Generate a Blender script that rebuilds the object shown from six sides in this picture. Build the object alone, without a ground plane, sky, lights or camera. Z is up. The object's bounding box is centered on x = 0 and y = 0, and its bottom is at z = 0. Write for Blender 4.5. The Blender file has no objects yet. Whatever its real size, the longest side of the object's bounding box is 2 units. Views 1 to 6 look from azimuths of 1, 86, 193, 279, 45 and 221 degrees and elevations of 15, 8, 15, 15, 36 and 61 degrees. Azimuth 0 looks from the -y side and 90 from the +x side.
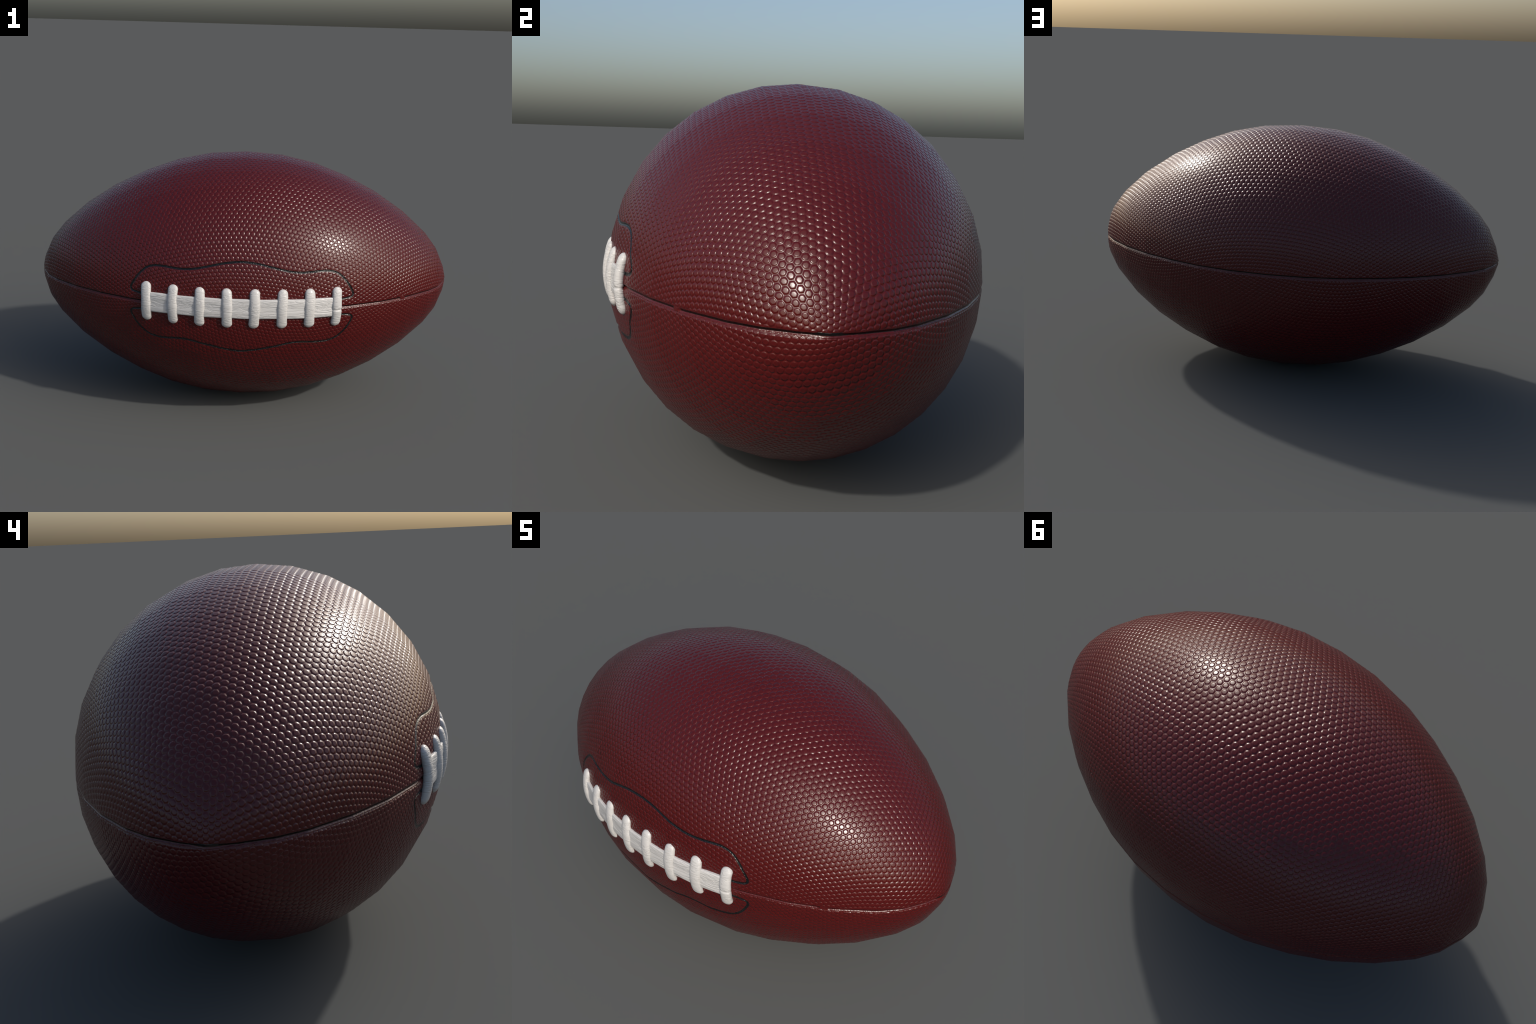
"""American football: two pebbled leather panels meeting in an equatorial seam,
a pair of stitched lace flaps on the front, a flat centre lace and eight cross laces."""
import bpy, math, random
import numpy as np

random.seed(7)
rng = np.random.default_rng(7)

# ------------------------------------------------------------------ ball shape
CENTRE = np.array([0.0, 0.0074, 0.5962])      # ball axis runs along x through here
RADIUS = 0.597
SEGMENTS = 32                                 # the skin is a faceted lathe with soft shading
RING_X = np.array([0.0, .171, .331, .484, .633, .770, .884, .941, .981, 1.001])
RING_R = np.array([.597, .586, .552, .496, .422, .331, .229, .157, .0705, 0.0])

# exponent of r = R (1-x^2)^p, blended along the ball (smooth meridian through the rings)
_p = np.log(RING_R[1:-1] / RADIUS) / np.log(1 - RING_X[1:-1] ** 2)
_fit = np.polyfit(RING_X[1:-1] ** 2, _p, 2)


def smooth_r(x):
    a = np.clip(np.abs(x), 0, 1)
    p = np.polyval(_fit, a * a)
    return RADIUS * np.clip(1 - a * a, 1e-12, 1) ** p


# meridian tables, parameter tau with x = tanh(tau)
_tau = np.linspace(-6.5, 6.5, 26001)
_tx = np.tanh(_tau)
_tr = smooth_r(_tx)
_ds = np.hypot(np.diff(_tx), np.diff(_tr))
_psi = np.concatenate([[0], np.cumsum(_ds / np.sqrt(_tr[1:] * _tr[:-1]))])
_psi -= _psi[13000]
_arc = np.concatenate([[0], np.cumsum(_ds)])
_arc -= _arc[13000]
RING_S = np.interp(RING_X, _tx, _arc)
RING_S[-1] = _arc[-1] + 1e-6
_nx = -np.gradient(_tr, _tau)                 # outward normal = (-dr, dx)
_nr = np.gradient(_tx, _tau)
_nl = np.hypot(_nx, _nr)
_nx, _nr = _nx / _nl, _nr / _nl


def skin(x, th):
    """Point on the faceted skin, soft normal, tangents (along meridian, around).
    th = 0 on the front (-y) seam, pi/2 on top."""
    x = np.clip(x, -np.tanh(6.4), np.tanh(6.4))
    tau = np.arctanh(x)
    nx = np.interp(tau, _tau, _nx)
    nr = np.interp(tau, _tau, _nr)
    arc = np.interp(tau, _tau, _arc)          # flat facets between the rings, even along the arc
    r = np.interp(np.abs(arc), RING_S, RING_R)
    x = np.sign(x) * np.interp(np.abs(arc), RING_S, RING_X)
    step = 2 * math.pi / SEGMENTS
    loc = np.mod(th, step) - step / 2
    r = r * math.cos(step / 2) / np.cos(loc)
    c, s = np.cos(th), np.sin(th)
    pos = np.stack([x, -r * c, r * s], -1) + CENTRE
    nor = np.stack([nx, -nr * c, nr * s], -1)
    tm = np.stack([nr, nx * c, -nx * s], -1)
    ta = np.stack([np.zeros_like(x), s, c], -1)
    return pos, nor, tm, ta


def smoothstep(a, b, v):
    t = np.clip((v - a) / (b - a), 0, 1)
    return t * t * (3 - 2 * t)


def dsmoothstep(a, b, v):
    t = np.clip((v - a) / (b - a), 0, 1)
    return 6 * t * (1 - t) / (b - a)


# --------------------------------------------------- flattening of a half skin
# conformal map  w = psi + i*phi  ->  lattice plane,  derivative A*sech(w/3)^3
DENSITY_TOP = 1 / 0.0264                      # pebbles per metre on the crown
A_MAP = DENSITY_TOP * RADIUS


def flat(w):
    u = w / 3
    return 3 * A_MAP * 0.5 * (np.tanh(u) / np.cosh(u) + 2 * np.arctan(np.tanh(u / 2)))


def dflat(w):
    return A_MAP / np.cosh(w / 3) ** 3


def unflat(z):
    lim = flat(np.array(40.0 + 0j)).real
    g = np.clip(z.real / lim, -.985, .985)
    w = 3.2 * np.arctanh(g) + 1j * z.imag / A_MAP * .7
    ok = np.ones(z.shape, bool)
    for _ in range(40):
        d = (flat(w) - z) / dflat(w)
        m = np.abs(d)
        w = w - np.where(m > .35, d / np.maximum(m, 1e-9) * .35, d)
        w = np.clip(w.real, -12, 12) + 1j * np.clip(w.imag, -2.3, 2.3)
    return w, np.abs(flat(w) - z) < 1e-3


# ------------------------------------------------------------------ flap outline
FLAP_MID = 0.008
FLAP_HALF = [(0, 20.1), (.07, 19.5), (.12, 18.5), (.17, 17.4), (.22, 16.6), (.26, 16.5),
             (.30, 16.9), (.345, 17.6), (.38, 17.9), (.41, 17.4), (.432, 16.2), (.455, 13.8),
             (.475, 10.8), (.489, 8.0), (.4925, 6.3), (.486, 5.1), (.467, 4.45), (.43, 4.0),
             (.30, 3.5), (.15, 3.3), (0, 3.2)]


def catmull_closed(pts, n):
    P = np.array(pts, float)
    out = []
    for i in range(len(P)):
        a, b, c, d = P[i - 1], P[i], P[(i + 1) % len(P)], P[(i + 2) % len(P)]
        t = np.linspace(0, 1, n, endpoint=False)[:, None]
        out.append(.5 * (2 * b + (c - a) * t + (2 * a - 5 * b + 4 * c - d) * t ** 2 + (3 * b - a - 3 * c + d) * t ** 3))
    return np.concatenate(out)


def flap_curve(side):
    right = [(u + FLAP_MID, math.radians(a)) for u, a in FLAP_HALF]
    left = [(FLAP_MID - u, math.radians(a)) for u, a in FLAP_HALF[-2:0:-1]]
    q = catmull_closed(right + left, 40)
    x, th = q[:, 0], q[:, 1] * side
    pos = skin(x, th)[0]
    # even spacing
    seg = np.linalg.norm(np.roll(pos, -1, 0) - pos, axis=1)
    L = np.concatenate([[0], np.cumsum(seg)])
    n = int(L[-1] / .0022)
    s = np.linspace(0, L[-1], n, endpoint=False)
    x = np.interp(s, L, np.append(x, x[0]))
    th = np.interp(s, L, np.append(th, th[0]))
    pos, nor, _, _ = skin(x, th)
    rr = smooth_r(x)                           # smooth (unfaceted) copy for distances
    sp = np.stack([x, -rr * np.cos(th), rr * np.sin(th)], -1) + CENTRE
    T = np.roll(sp, -1, 0) - np.roll(sp, 1, 0)
    T /= np.linalg.norm(T, axis=1, keepdims=True)
    B = np.cross(nor, T) * side                # sign: + = outside the flap
    B /= np.linalg.norm(B, axis=1, keepdims=True)
    return dict(x=x, th=th, sp=sp, T=T, B=B, N=nor, s=s)


# ------------------------------------------------------------------ mesh helpers
def make_object(name, verts, faces, material, parent, normals=None, origin=(0, 0, 0), smooth=True):
    origin = np.array(origin, float)
    me = bpy.data.meshes.new(name)
    verts = np.asarray(verts, float) - origin
    if isinstance(faces, np.ndarray):
        nf, k = faces.shape
        me.vertices.add(len(verts))
        me.vertices.foreach_set("co", verts.astype(np.float32).ravel())
        me.loops.add(nf * k)
        me.loops.foreach_set("vertex_index", faces.astype(np.int32).ravel())
        me.polygons.add(nf)
        me.polygons.foreach_set("loop_start", (np.arange(nf) * k).astype(np.int32))
        me.update(calc_edges=True)
        me.validate()
    else:
        me.from_pydata([tuple(v) for v in verts], [], faces)
    me.polygons.foreach_set("use_smooth", np.full(len(me.polygons), smooth))
    me.materials.append(material)
    if normals is not None:
        me.normals_split_custom_set_from_vertices(normals.astype(np.float32).tolist())
    me.update()
    ob = bpy.data.objects.new(name, me)
    ob.location = origin
    bpy.context.collection.objects.link(ob)
    if parent is not None:
        ob.parent = parent
    return ob


def clip(pos, nor, tris, f):
    """Keep the part of a triangle mesh where f > 0, cutting triangles on f = 0."""
    inside = f[tris] > 0
    cnt = inside.sum(1)
    keep = [tris[cnt == 3]]
    P, N = [pos], [nor]
    base = len(pos)
    cache = {}
    newp, newn, extra = [], [], []

    def cut(a, b):
        nonlocal base
        k = (a, b) if a < b else (b, a)
        if k not in cache:
            t = f[a] / (f[a] - f[b])
            newp.append(pos[a] + (pos[b] - pos[a]) * t)
            newn.append(nor[a] + (nor[b] - nor[a]) * t)
            cache[k] = base
            base += 1
        return cache[k]
    for tri, ins in zip(tris[(cnt == 1) | (cnt == 2)].tolist(), inside[(cnt == 1) | (cnt == 2)].tolist()):
        k = ins.index(True) if sum(ins) == 1 else ins.index(False)
        a, b, c = tri[k], tri[(k + 1) % 3], tri[(k + 2) % 3]
        ab, ac = cut(a, b), cut(a, c)
        if sum(ins) == 1:
            extra.append((a, ab, ac))
        else:
            extra += [(ab, b, c), (ab, c, ac)]
    if extra:
        keep.append(np.array(extra))
        P.append(np.array(newp))
        N.append(np.array(newn))
    tris = np.concatenate(keep)
    pos, nor = np.concatenate(P), np.concatenate(N)
    used, inv = np.unique(tris, return_inverse=True)
    return pos[used], nor[used], inv.reshape(-1, 3), used


# ------------------------------------------------------------------ node helpers
class Mat:
    def __init__(self, name):
        self.m = bpy.data.materials.new(name)
        self.m.use_nodes = True
        self.t = self.m.node_tree
        self.t.nodes.clear()
        self.out = self.t.nodes.new("ShaderNodeOutputMaterial")
        self.bsdf = self.t.nodes.new("ShaderNodeBsdfPrincipled")
        self.link(self.bsdf.outputs[0], self.out.inputs[0])

    def link(self, a, b):
        self.t.links.new(a, b)

    def node(self, kind, **kw):
        n = self.t.nodes.new(kind)
        for k, v in kw.items():
            if k in n.inputs:
                if hasattr(v, "is_linked") or isinstance(v, bpy.types.NodeSocket):
                    self.link(v, n.inputs[k])
                else:
                    n.inputs[k].default_value = v
            else:
                setattr(n, k, v)
        return n

    def math(self, op, a, b=0.0, c=None):
        n = self.t.nodes.new("ShaderNodeMath")
        n.operation = op
        for i, v in enumerate([a, b] + ([c] if c is not None else [])):
            if isinstance(v, bpy.types.NodeSocket):
                self.link(v, n.inputs[i])
            else:
                n.inputs[i].default_value = v
        return n.outputs[0]

    def mix(self, fac, a, b):
        n = self.t.nodes.new("ShaderNodeMix")
        n.data_type = 'RGBA'
        for i, v in ((0, fac), (6, a), (7, b)):
            if isinstance(v, bpy.types.NodeSocket):
                self.link(v, n.inputs[i])
            else:
                n.inputs[i].default_value = v
        return n.outputs[2]

    def coords(self, scale=(1, 1, 1), rot=(0, 0, 0)):
        tc = self.t.nodes.new("ShaderNodeTexCoord")
        mp = self.node("ShaderNodeMapping")
        self.link(tc.outputs["Object"], mp.inputs["Vector"])
        mp.inputs["Scale"].default_value = scale
        mp.inputs["Rotation"].default_value = rot
        return mp.outputs[0]

    def noise(self, vec, scale, detail=2.0, rough=.5, dist=0.0):
        n = self.node("ShaderNodeTexNoise", Scale=scale, Detail=detail, Roughness=rough, Distortion=dist)
        self.link(vec, n.inputs["Vector"])
        return n.outputs[0]

    def bump(self, height, strength, distance):
        n = self.node("ShaderNodeBump", Strength=strength, Distance=distance)
        self.link(height, n.inputs["Height"])
        self.link(n.outputs[0], self.bsdf.inputs["Normal"])
        return n


LEATHER = (0.066, 0.0036, 0.0036, 1)
LEATHER_DEEP = (0.060, 0.0032, 0.0032, 1)


def leather_material():
    m = Mat("pebbled_leather")
    n = m.noise(m.coords(), 6.0, 3)
    m.link(m.mix(n, LEATHER_DEEP, LEATHER), m.bsdf.inputs["Base Color"])
    m.bsdf.inputs["Roughness"].default_value = .27
    m.bsdf.inputs["Specular IOR Level"].default_value = .44
    fine = m.noise(m.coords(), 420.0, 2)
    m.bump(fine, .08, .0005)
    return m.m


def seam_material():
    m = Mat("seam_leather")
    tc = m.t.nodes.new("ShaderNodeTexCoord")
    sep = m.node("ShaderNodeSeparateXYZ")
    m.link(tc.outputs["Object"], sep.inputs[0])
    # black band along the upper wall of the groove
    up = m.math('MULTIPLY_ADD', sep.outputs[2], 700.0, 1.25)
    wob = m.math('MULTIPLY_ADD', m.noise(m.coords(), 160.0, 2), .9, -.45)
    dark = m.node("ShaderNodeClamp", Value=m.math('ADD', up, wob)).outputs[0]
    # the black band is interrupted for a short stretch on the front right
    off = m.math('ABSOLUTE', m.math('SUBTRACT', sep.outputs[0], .742))
    gap = m.math('MULTIPLY', m.math('LESS_THAN', off, .012), m.math('LESS_THAN', sep.outputs[1], 0.0))
    dark = m.math('MULTIPLY', dark, m.math('SUBTRACT', 1.0, gap))
    m.link(m.mix(dark, LEATHER, (.004, .003, .003, 1)), m.bsdf.inputs["Base Color"])
    m.bsdf.inputs["Roughness"].default_value = .26
    m.bump(m.noise(m.coords(), 125.0, 1), .7, .0022)
    return m.m


def black_material():
    m = Mat("black_flap_edge")
    m.bsdf.inputs["Base Color"].default_value = (.004, .004, .0045, 1)
    m.bsdf.inputs["Roughness"].default_value = .26
    m.bump(m.noise(m.coords(), 150.0, 1), .9, .0026)
    return m.m


def lace_material(name, tilt, x_scale, z_scale, colour, depth, strength=.5):
    m = Mat(name)
    rnd = m.node("ShaderNodeObjectInfo").outputs["Random"]
    vec = m.coords((x_scale, x_scale, z_scale), (0, tilt, 0))
    shift = m.node("ShaderNodeVectorMath", operation='ADD')
    m.link(vec, shift.inputs[0])
    m.link(m.math('MULTIPLY', rnd, 40.0), shift.inputs[1])
    a = m.noise(shift.outputs[0], 1.0, 3, .55, .9)
    crease = m.math('POWER', m.math('SUBTRACT', 1.0, m.math('ABSOLUTE', m.math('MULTIPLY_ADD', a, 2.0, -1.0))), 7.0)
    h = m.math('SUBTRACT', m.math('MULTIPLY', a, .6), m.math('MULTIPLY', crease, .55))
    m.bump(h, strength, depth)
    m.link(m.mix(m.math('MULTIPLY', crease, .10), colour, (.36, .35, .34, 1)), m.bsdf.inputs["Base Color"])
    m.bsdf.inputs["Roughness"].default_value = .33
    return m.m


# ------------------------------------------------------------------ pebbled panels
SEAM_W = 0.0056                                # half width of the seam groove
FLAP_W = 0.0048                                # half width of the black flap edge
PEBBLE_DEPTH = 0.078                           # groove depth as a share of the pitch
TOP_Q = 0.57                                   # flat share of a pebble top

E60 = complex(.5, math.sqrt(3) / 2)
HEX_DIRS = np.array([0, 60, 120]) * math.pi / 180


def hexcoord(d):
    """Pebble coordinate q (0 centre, 1 on the cell border) and its gradient, d = complex offset."""
    x, y = d.real, d.imag
    pr = np.stack([x * math.cos(a) + y * math.sin(a) for a in HEX_DIRS], 0)
    k = np.argmax(np.abs(pr), 0)
    s = np.sign(np.take_along_axis(pr, k[None], 0)[0])
    hx = np.abs(np.take_along_axis(pr, k[None], 0)[0]) * 2
    gx = s * np.cos(HEX_DIRS)[k] * 2 + 1j * s * np.sin(HEX_DIRS)[k] * 2
    r = np.abs(d)
    mixf = .40
    q = mixf * hx + (1 - mixf) * 2 * r
    g = mixf * gx + (1 - mixf) * 2 * d / np.maximum(r, 1e-9)
    return q, g


def build_half(side, angle, phase, flap):
    """Vertices, normals and triangles of one half of the skin with its pebble relief."""
    rot = complex(math.cos(angle), math.sin(angle))
    half_u = flat(np.array(40 + 0j)).real
    half_v = flat(np.array(1j * 1.62)).imag
    R = int(max(half_u, half_v)) + 4
    n = int(R * 1.3)
    i, j = np.meshgrid(np.arange(-n, n + 1), np.arange(-n, n + 1), indexing='ij')
    c = (i + j * E60)
    z = (c + phase) * rot
    sel = (np.abs(z.real) < half_u + 2) & (np.abs(z.imag) < half_v + 3)
    i, j, c, z = i[sel], j[sel], c[sel], z[sel]
    w, ok = unflat(z)
    lim = math.pi / 2 + .6 * np.abs(dflat(w)) ** -1 * 1.6
    sel = ok & (np.abs(w.imag) < lim)
    i, j, c = i[sel], j[sel], c[sel]
    # cell template: rings of 12 points, border shared through integer keys (sixths)
    ang = np.arange(12) * math.pi / 6
    border = np.where(np.arange(12) % 2 == 0, .5, .5 / math.cos(math.pi / 6))
    edge = border * np.exp(1j * ang)
    rings = [.46, .62, .76, .89]
    tmpl = np.concatenate([[0]] + [edge * r for r in rings])
    nt = len(tmpl)
    nc = len(c)
    inner = (c[:, None] + tmpl[None]).ravel()
    bord = (c[:, None] + edge[None])
    key = np.stack([np.round(bord.real * 12).astype(np.int64), np.round(bord.imag * 12 / math.sqrt(3) * 2).astype(np.int64)], -1).reshape(-1, 2)
    kk = key[:, 0] * 1000003 + key[:, 1]
    _, first, inv = np.unique(kk, return_index=True, return_inverse=True)
    bpts = bord.ravel()[first]
    lat = np.concatenate([inner, bpts])
    off = np.concatenate([np.tile(tmpl, nc), np.tile(edge, nc)[first]])
    bidx = (nc * nt + inv).reshape(nc, 12)
    ridx = [np.arange(nc)[:, None] * nt + 1 + 12 * k + np.arange(12)[None] for k in range(len(rings))] + [bidx]
    tris = []
    nxt = np.roll(np.arange(12), -1)
    ctr = np.repeat((np.arange(nc) * nt)[:, None], 12, 1)
    tris.append(np.stack([ctr, ridx[0], ridx[0][:, nxt]], -1).reshape(-1, 3))
    for a, b in zip(ridx[:-1], ridx[1:]):
        tris.append(np.stack([a, b, b[:, nxt]], -1).reshape(-1, 3))
        tris.append(np.stack([a, b[:, nxt], a[:, nxt]], -1).reshape(-1, 3))
    tris = np.concatenate(tris)
    # place on the ball
    w, ok = unflat((lat + phase) * rot)
    x = np.tanh(np.interp(w.real, _psi, _tau))
    th = (w.imag + math.pi / 2)
    pos, nor, tm, ta = skin(x, th)
    g = dflat(w)
    dens = np.abs(g) / np.maximum(smooth_r(x), 1e-4)
    q, gq = hexcoord(off)
    f = -PEBBLE_DEPTH * smoothstep(TOP_Q, 1.0, q) - .010 * q * q
    fq = -PEBBLE_DEPTH * dsmoothstep(TOP_Q, 1.0, q) - .020 * q
    # vertices on the border lie in the valley
    onb = np.arange(len(lat)) >= nc * nt
    fq[onb] = 0
    grad = fq * gq * rot                         # in the lattice plane
    dirw = np.conj(g) / np.abs(g)                # lattice u axis seen in (psi, phi)
    gw = grad * dirw
    # distance to seam and flap edge
    rr = smooth_r(x)
    zz = rr * np.sin(th)
    sp = np.stack([x, -rr * np.cos(th), zz], -1) + CENTRE
    t = np.full(len(x), 1.0)
    bdir = np.zeros((len(x), 3))
    near = np.where((np.abs(x - FLAP_MID) < .54) & (th < math.radians(28)) & (th > -.1))[0]
    cp, cb = flap['sp'].copy(), flap['B'].copy()
    if side < 0:                                 # work in the mirrored upper half
        cp[:, 2] = 2 * CENTRE[2] - cp[:, 2]
        cb[:, 2] *= -1
    for s in range(0, len(near), 4000):
        k = near[s:s + 4000]
        d2 = ((sp[k, None, :] - cp[None]) ** 2).sum(-1)
        m = d2.argmin(1)
        v = sp[k] - cp[m]
        tt = (v * cb[m]).sum(1)
        t[k] = np.sign(tt) * np.maximum(np.abs(tt), np.sqrt(d2.min(1)) * .7)
        bdir[k] = cb[m]
    ds = zz - SEAM_W
    df = np.abs(t) - FLAP_W
    roll_s, roll_f = (.0050, .0040) if side > 0 else (.0058, .0040)
    dip_s, dip_f = (.0012 if side > 0 else .0026), .0010   # the lower panel turns in more at the seam
    amp = np.clip(smoothstep(-.001, .005, ds), 0, 1) * smoothstep(-.001, .004, df)
    h = .3 * f / dens * amp - dip_s * (1 - smoothstep(0, roll_s, ds)) - dip_f * (1 - smoothstep(0, roll_f, df))
    # tangent gradient
    G = (gw.real * amp)[:, None] * tm + (gw.imag * amp)[:, None] * ta
    upv = np.array([0, 0, 1.0])
    G = G + (dip_s * dsmoothstep(0, roll_s, ds))[:, None] * (upv - nor * nor[:, 2:3])
    G = G + (dip_f * dsmoothstep(0, roll_f, df) * np.sign(t))[:, None] * bdir
    pos = pos + nor * h[:, None]
    nrm = nor - G
    nrm /= np.linalg.norm(nrm, axis=1, keepdims=True)
    good = ok[tris].all(1) & (zz[tris].max(1) > SEAM_W)
    tris = tris[good]
    pos2, nrm2, tris2, used = clip(pos, nrm, tris, np.where(np.abs(ds) < 1e-7, 1e-7, ds))
    # carry t through the first cut
    t2 = np.full(len(pos2), 1.0)
    orig = used < len(pos)
    t2[orig] = t[used[orig]]
    out = []
    for sgn in (1, -1):
        p, nn, tr, _ = clip(pos2, nrm2, tris2, sgn * t2 - FLAP_W)
        # drop stray pieces of the panel trapped inside or flaps far away
        if side < 0:
            p = p.copy()
            p[:, 2] = 2 * CENTRE[2] - p[:, 2]
            nn = nn * np.array([1, 1, -1.0])
            tr = tr[:, ::-1]
        # outward winding
        fn = np.cross(p[tr[:, 1]] - p[tr[:, 0]], p[tr[:, 2]] - p[tr[:, 0]])
        if (fn * nn[tr[:, 0]]).sum() < 0:
            tr = tr[:, ::-1]
        out.append((p, nn, np.ascontiguousarray(tr)))
    return out


def ribbon(base_pts, material, name, parent):
    """Quads over a closed loop of cross-sections: base_pts is (n, m, 3)."""
    n, m, _ = base_pts.shape
    idx = np.arange(n * m).reshape(n, m)
    nx = np.roll(idx, -1, 0)
    f = np.stack([idx[:, :-1], idx[:, 1:], nx[:, 1:], nx[:, :-1]], -1).reshape(-1, 4)
    return make_object(name, base_pts.reshape(-1, 3), f, material, parent)


def fix_winding(ob, outward):
    me = ob.data
    p = me.polygons[0]
    if p.normal.dot(outward) < 0:
        me.flip_normals()


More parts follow.
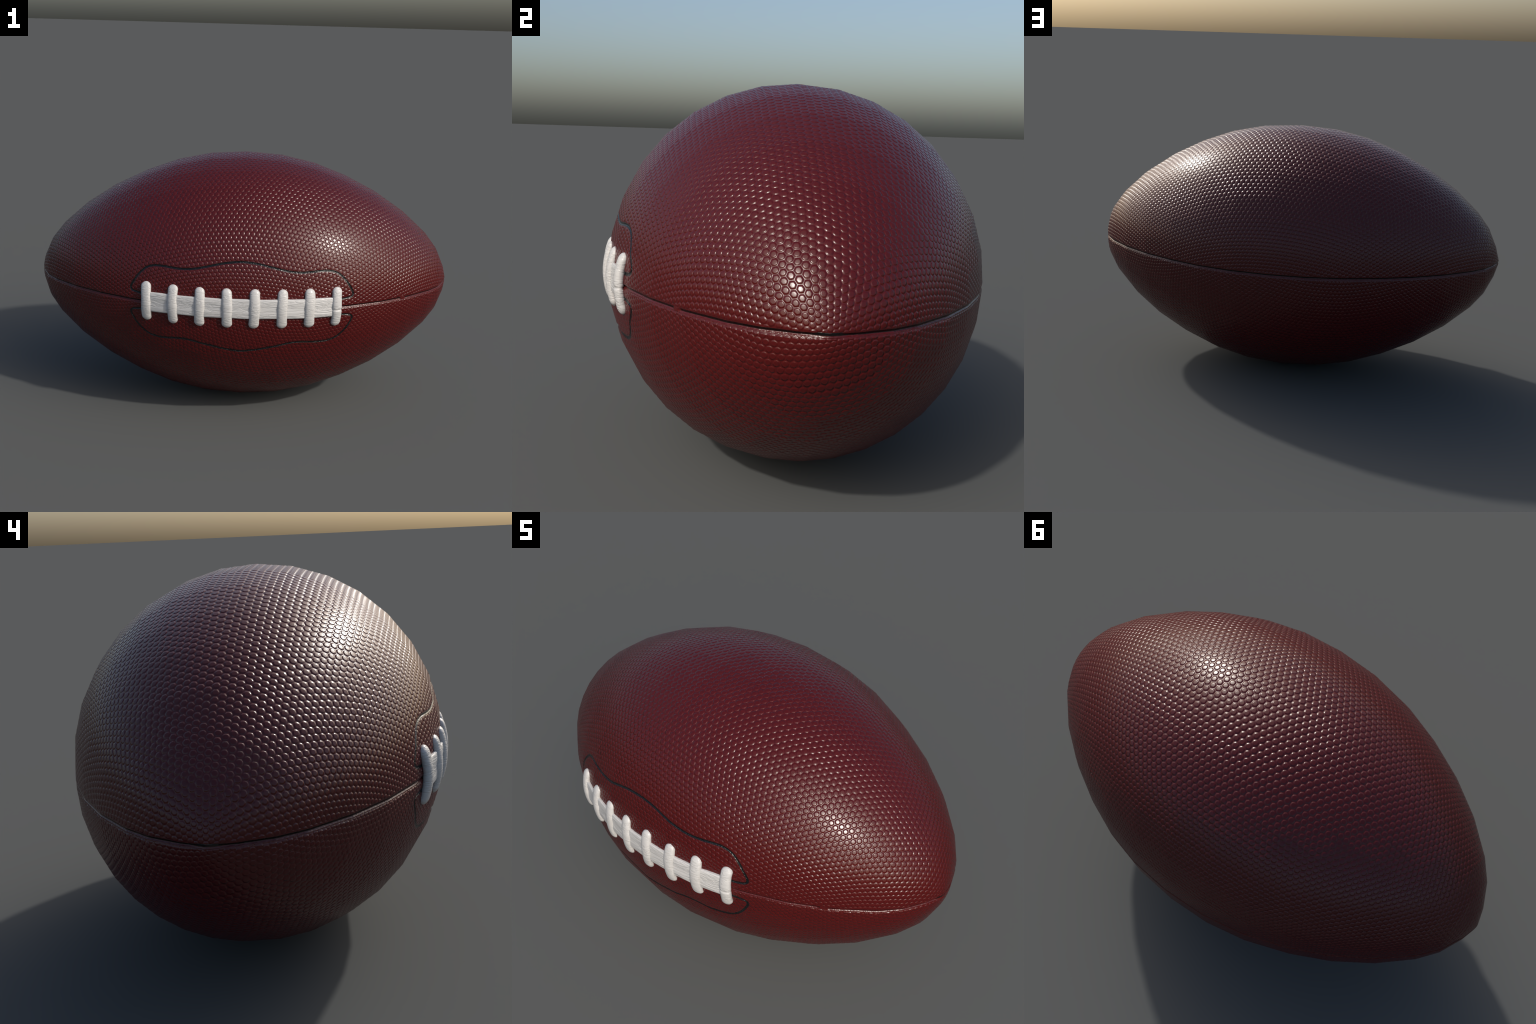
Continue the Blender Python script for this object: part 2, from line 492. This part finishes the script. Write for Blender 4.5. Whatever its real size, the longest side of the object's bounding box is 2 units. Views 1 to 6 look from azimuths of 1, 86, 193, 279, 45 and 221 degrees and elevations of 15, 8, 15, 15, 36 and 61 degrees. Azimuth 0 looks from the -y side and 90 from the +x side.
# ------------------------------------------------------------------ build
def build():
    ball = bpy.data.objects.new("american_football", None)
    bpy.context.collection.objects.link(ball)
    ball["label"] = "dark red pebbled leather football with white laces"
    ball["category"] = "american football"

    leather = leather_material()
    seam_m = seam_material()
    black = black_material()
    white = lace_material("white_lace", .25, 14.0, 60.0, (.52, .516, .508, 1), .0034)
    white_flat = lace_material("white_lace_flat", .16, 9.0, 62.0, (.54, .536, .528, 1), .0036, .7)

    # panels and flaps
    for side, angle, phase in ((1, 0.0, .2 + .1j), (-1, math.radians(17), .37 + .21j)):
        flap = flap_curve(side)
        (p, n, f), (fp, fn, ff) = build_half(side, angle, phase, flap)
        make_object("leather_panel", p, f, leather, ball, n)
        make_object("lace_flap", fp, ff, leather, ball, fn)
        # black edge of the flap: a narrow groove
        tt = np.array([-1.45, -1.05, -.72, -.36, 0, .36, .72, 1.05, 1.45]) * FLAP_W
        hh = np.array([-.0030, -.0008, -.0018, -.0029, -.0033, -.0029, -.0018, -.0008, -.0030])
        sec = []
        for t, h in zip(tt, hh):
            q = flap['sp'] + flap['B'] * t
            d = q - CENTRE
            th = np.arctan2(d[:, 2], -d[:, 1])
            pos, nor, _, _ = skin(d[:, 0], th)
            sec.append(pos + nor * h)
        ob = ribbon(np.stack(sec, 1), black, "flap_edge", ball)
        fix_winding(ob, flap['N'][0].tolist())

    # seam round the equator
    xs = np.tanh(np.linspace(-4.2, 4.2, 900))
    xs = np.concatenate([xs, xs[::-1]])
    th0 = np.concatenate([np.zeros(900), np.full(900, math.pi)])
    rr = smooth_r(xs)
    tt = np.array([-1.45, -1.03, -.75, -.45, -.15, .15, .45, .75, 1.03, 1.45]) * SEAM_W
    hh = np.array([-.0055, -.0023, -.0042, -.0060, -.0066, -.0062, -.0048, -.0031, -.0010, -.0040])
    gap = np.exp(-((xs - .742) / .013) ** 4) * (th0 == 0)
    sec = []
    for t, h in zip(tt, hh):
        a = np.arcsin(np.clip(t / np.maximum(rr, 1e-3), -1, 1))
        th = np.where(th0 == 0, a, math.pi - a)
        pos, nor, _, _ = skin(xs, th)
        hv = h * (1 - gap) + (-.0014) * gap if abs(t) < SEAM_W * 1.2 else np.full(len(xs), h)
        hv = hv * np.clip(rr / .05, .45, 1)
        pos = pos + nor * hv[:, None]
        pos[:, 2] = CENTRE[2] + t
        sec.append(pos)
    ob = ribbon(np.stack(sec, 1), seam_m, "seam", ball)
    ob.data.transform(__import__("mathutils").Matrix.Translation((0, 0, -CENTRE[2])))
    ob.location = (0, 0, CENTRE[2])
    fix_winding(ob, (-1, 0, 0))

    # flat centre lace lying along the seam
    x0, x1 = -.418, .434
    nx, ny = 110, 15
    X = np.linspace(x0, x1, nx)
    v = np.array([-1, -1, -.985, -.94, -.85, -.6, -.3, 0, .3, .6, .85, .94, .985, 1, 1.0])
    hgt = np.array([-.006, .0008, .0034, .0050, .0058, .0062, .0059, .0040, .0059, .0062, .0058, .0050, .0034, .0008, -.006])
    grid = []
    for k in range(ny):
        wob = .0008 * np.sin(X * 37 + 1.3) * (v[k] > 0) + .0008 * np.sin(X * 29) * (v[k] < 0)
        arc = v[k] * (.0435 + wob) + .004
        th = arc / smooth_r(X)
        pos, nor, _, _ = skin(X, th)
        rs = smooth_r(X)
        ps = np.stack([X, -rs * np.cos(th), rs * np.sin(th)], -1) + CENTRE
        grid.append(ps + nor * (hgt[k] - .0008))
    G = np.stack(grid, 1)
    idx = np.arange(nx * ny).reshape(nx, ny)
    f = [tuple(q) for q in np.stack([idx[:-1, :-1], idx[1:, :-1], idx[1:, 1:], idx[:-1, 1:]], -1).reshape(-1, 4).tolist()]
    f.append(tuple(idx[0, :].tolist()))
    f.append(tuple(idx[-1, ::-1].tolist()))
    ob = make_object("centre_lace", G.reshape(-1, 3), f, white_flat, ball, origin=G.reshape(-1, 3).mean(0))
    fix_winding(ob, (0, -1, 0))

    # cross laces
    for k in range(8):
        xc = -.4115 + .1198 * k
        L = .0905
        s = np.sin(np.linspace(-math.pi / 2, math.pi / 2, 91))
        rs = float(smooth_r(np.array([xc]))[0])
        nb = 20
        beta = np.arange(nb) * 2 * math.pi / nb
        rows = []
        wmul = 1 + random.uniform(-.03, .03)
        lean = random.uniform(-.0022, .0022)
        ph = random.uniform(0, 6)
        for sv in s[1:-1]:
            a = sv * L
            e = 1.0 if abs(sv) < .76 else math.sqrt(max(0, 1 - ((abs(sv) - .76) / .24) ** 2))
            hw = .0230 * wmul * e * (1 + .028 * math.sin(60 * a + ph))
            hh_ = .0143 * (.25 + .75 * e)
            cz = .0022 - .0112 * abs(sv) ** 2.0
            if k == 7:                           # deep crease on the last lace
                d = math.exp(-((a + .010) / .0032) ** 2)
                hh_ -= .0042 * d
                hw -= .0022 * d
            th = np.array([(a + .003) / rs])
            pos, nor, tm, ta = skin(np.array([xc]), th)
            p0 = np.array([xc, -rs * math.cos(th[0]), rs * math.sin(th[0])]) + CENTRE
            n0, t0 = nor[0], tm[0]
            cx = lean * sv + .0011 * math.sin(40 * a + ph * 2)
            cb, sb = np.cos(beta), np.sin(beta)
            sx = np.sign(cb) * np.abs(cb) ** .9
            sy = np.sign(sb) * np.abs(sb) ** .9
            rows.append(p0 + t0 * (cx + hw * sx)[:, None] + n0 * (cz + hh_ * sy)[:, None])
        V = np.concatenate(rows)
        m = len(rows)
        idx = np.arange(m * nb).reshape(m, nb)
        r2 = np.roll(idx, -1, 1)
        f = [tuple(q) for q in np.stack([idx[:-1], r2[:-1], r2[1:], idx[1:]], -1).reshape(-1, 4).tolist()]
        f.append(tuple(idx[0, ::-1].tolist()))
        f.append(tuple(idx[-1].tolist()))
        ob = make_object("cross_lace", V, f, white, ball, origin=V.mean(0))
        mid = ob.data.polygons[(m // 2) * nb + 4]
        if mid.normal.y > 0:
            ob.data.flip_normals()


build()
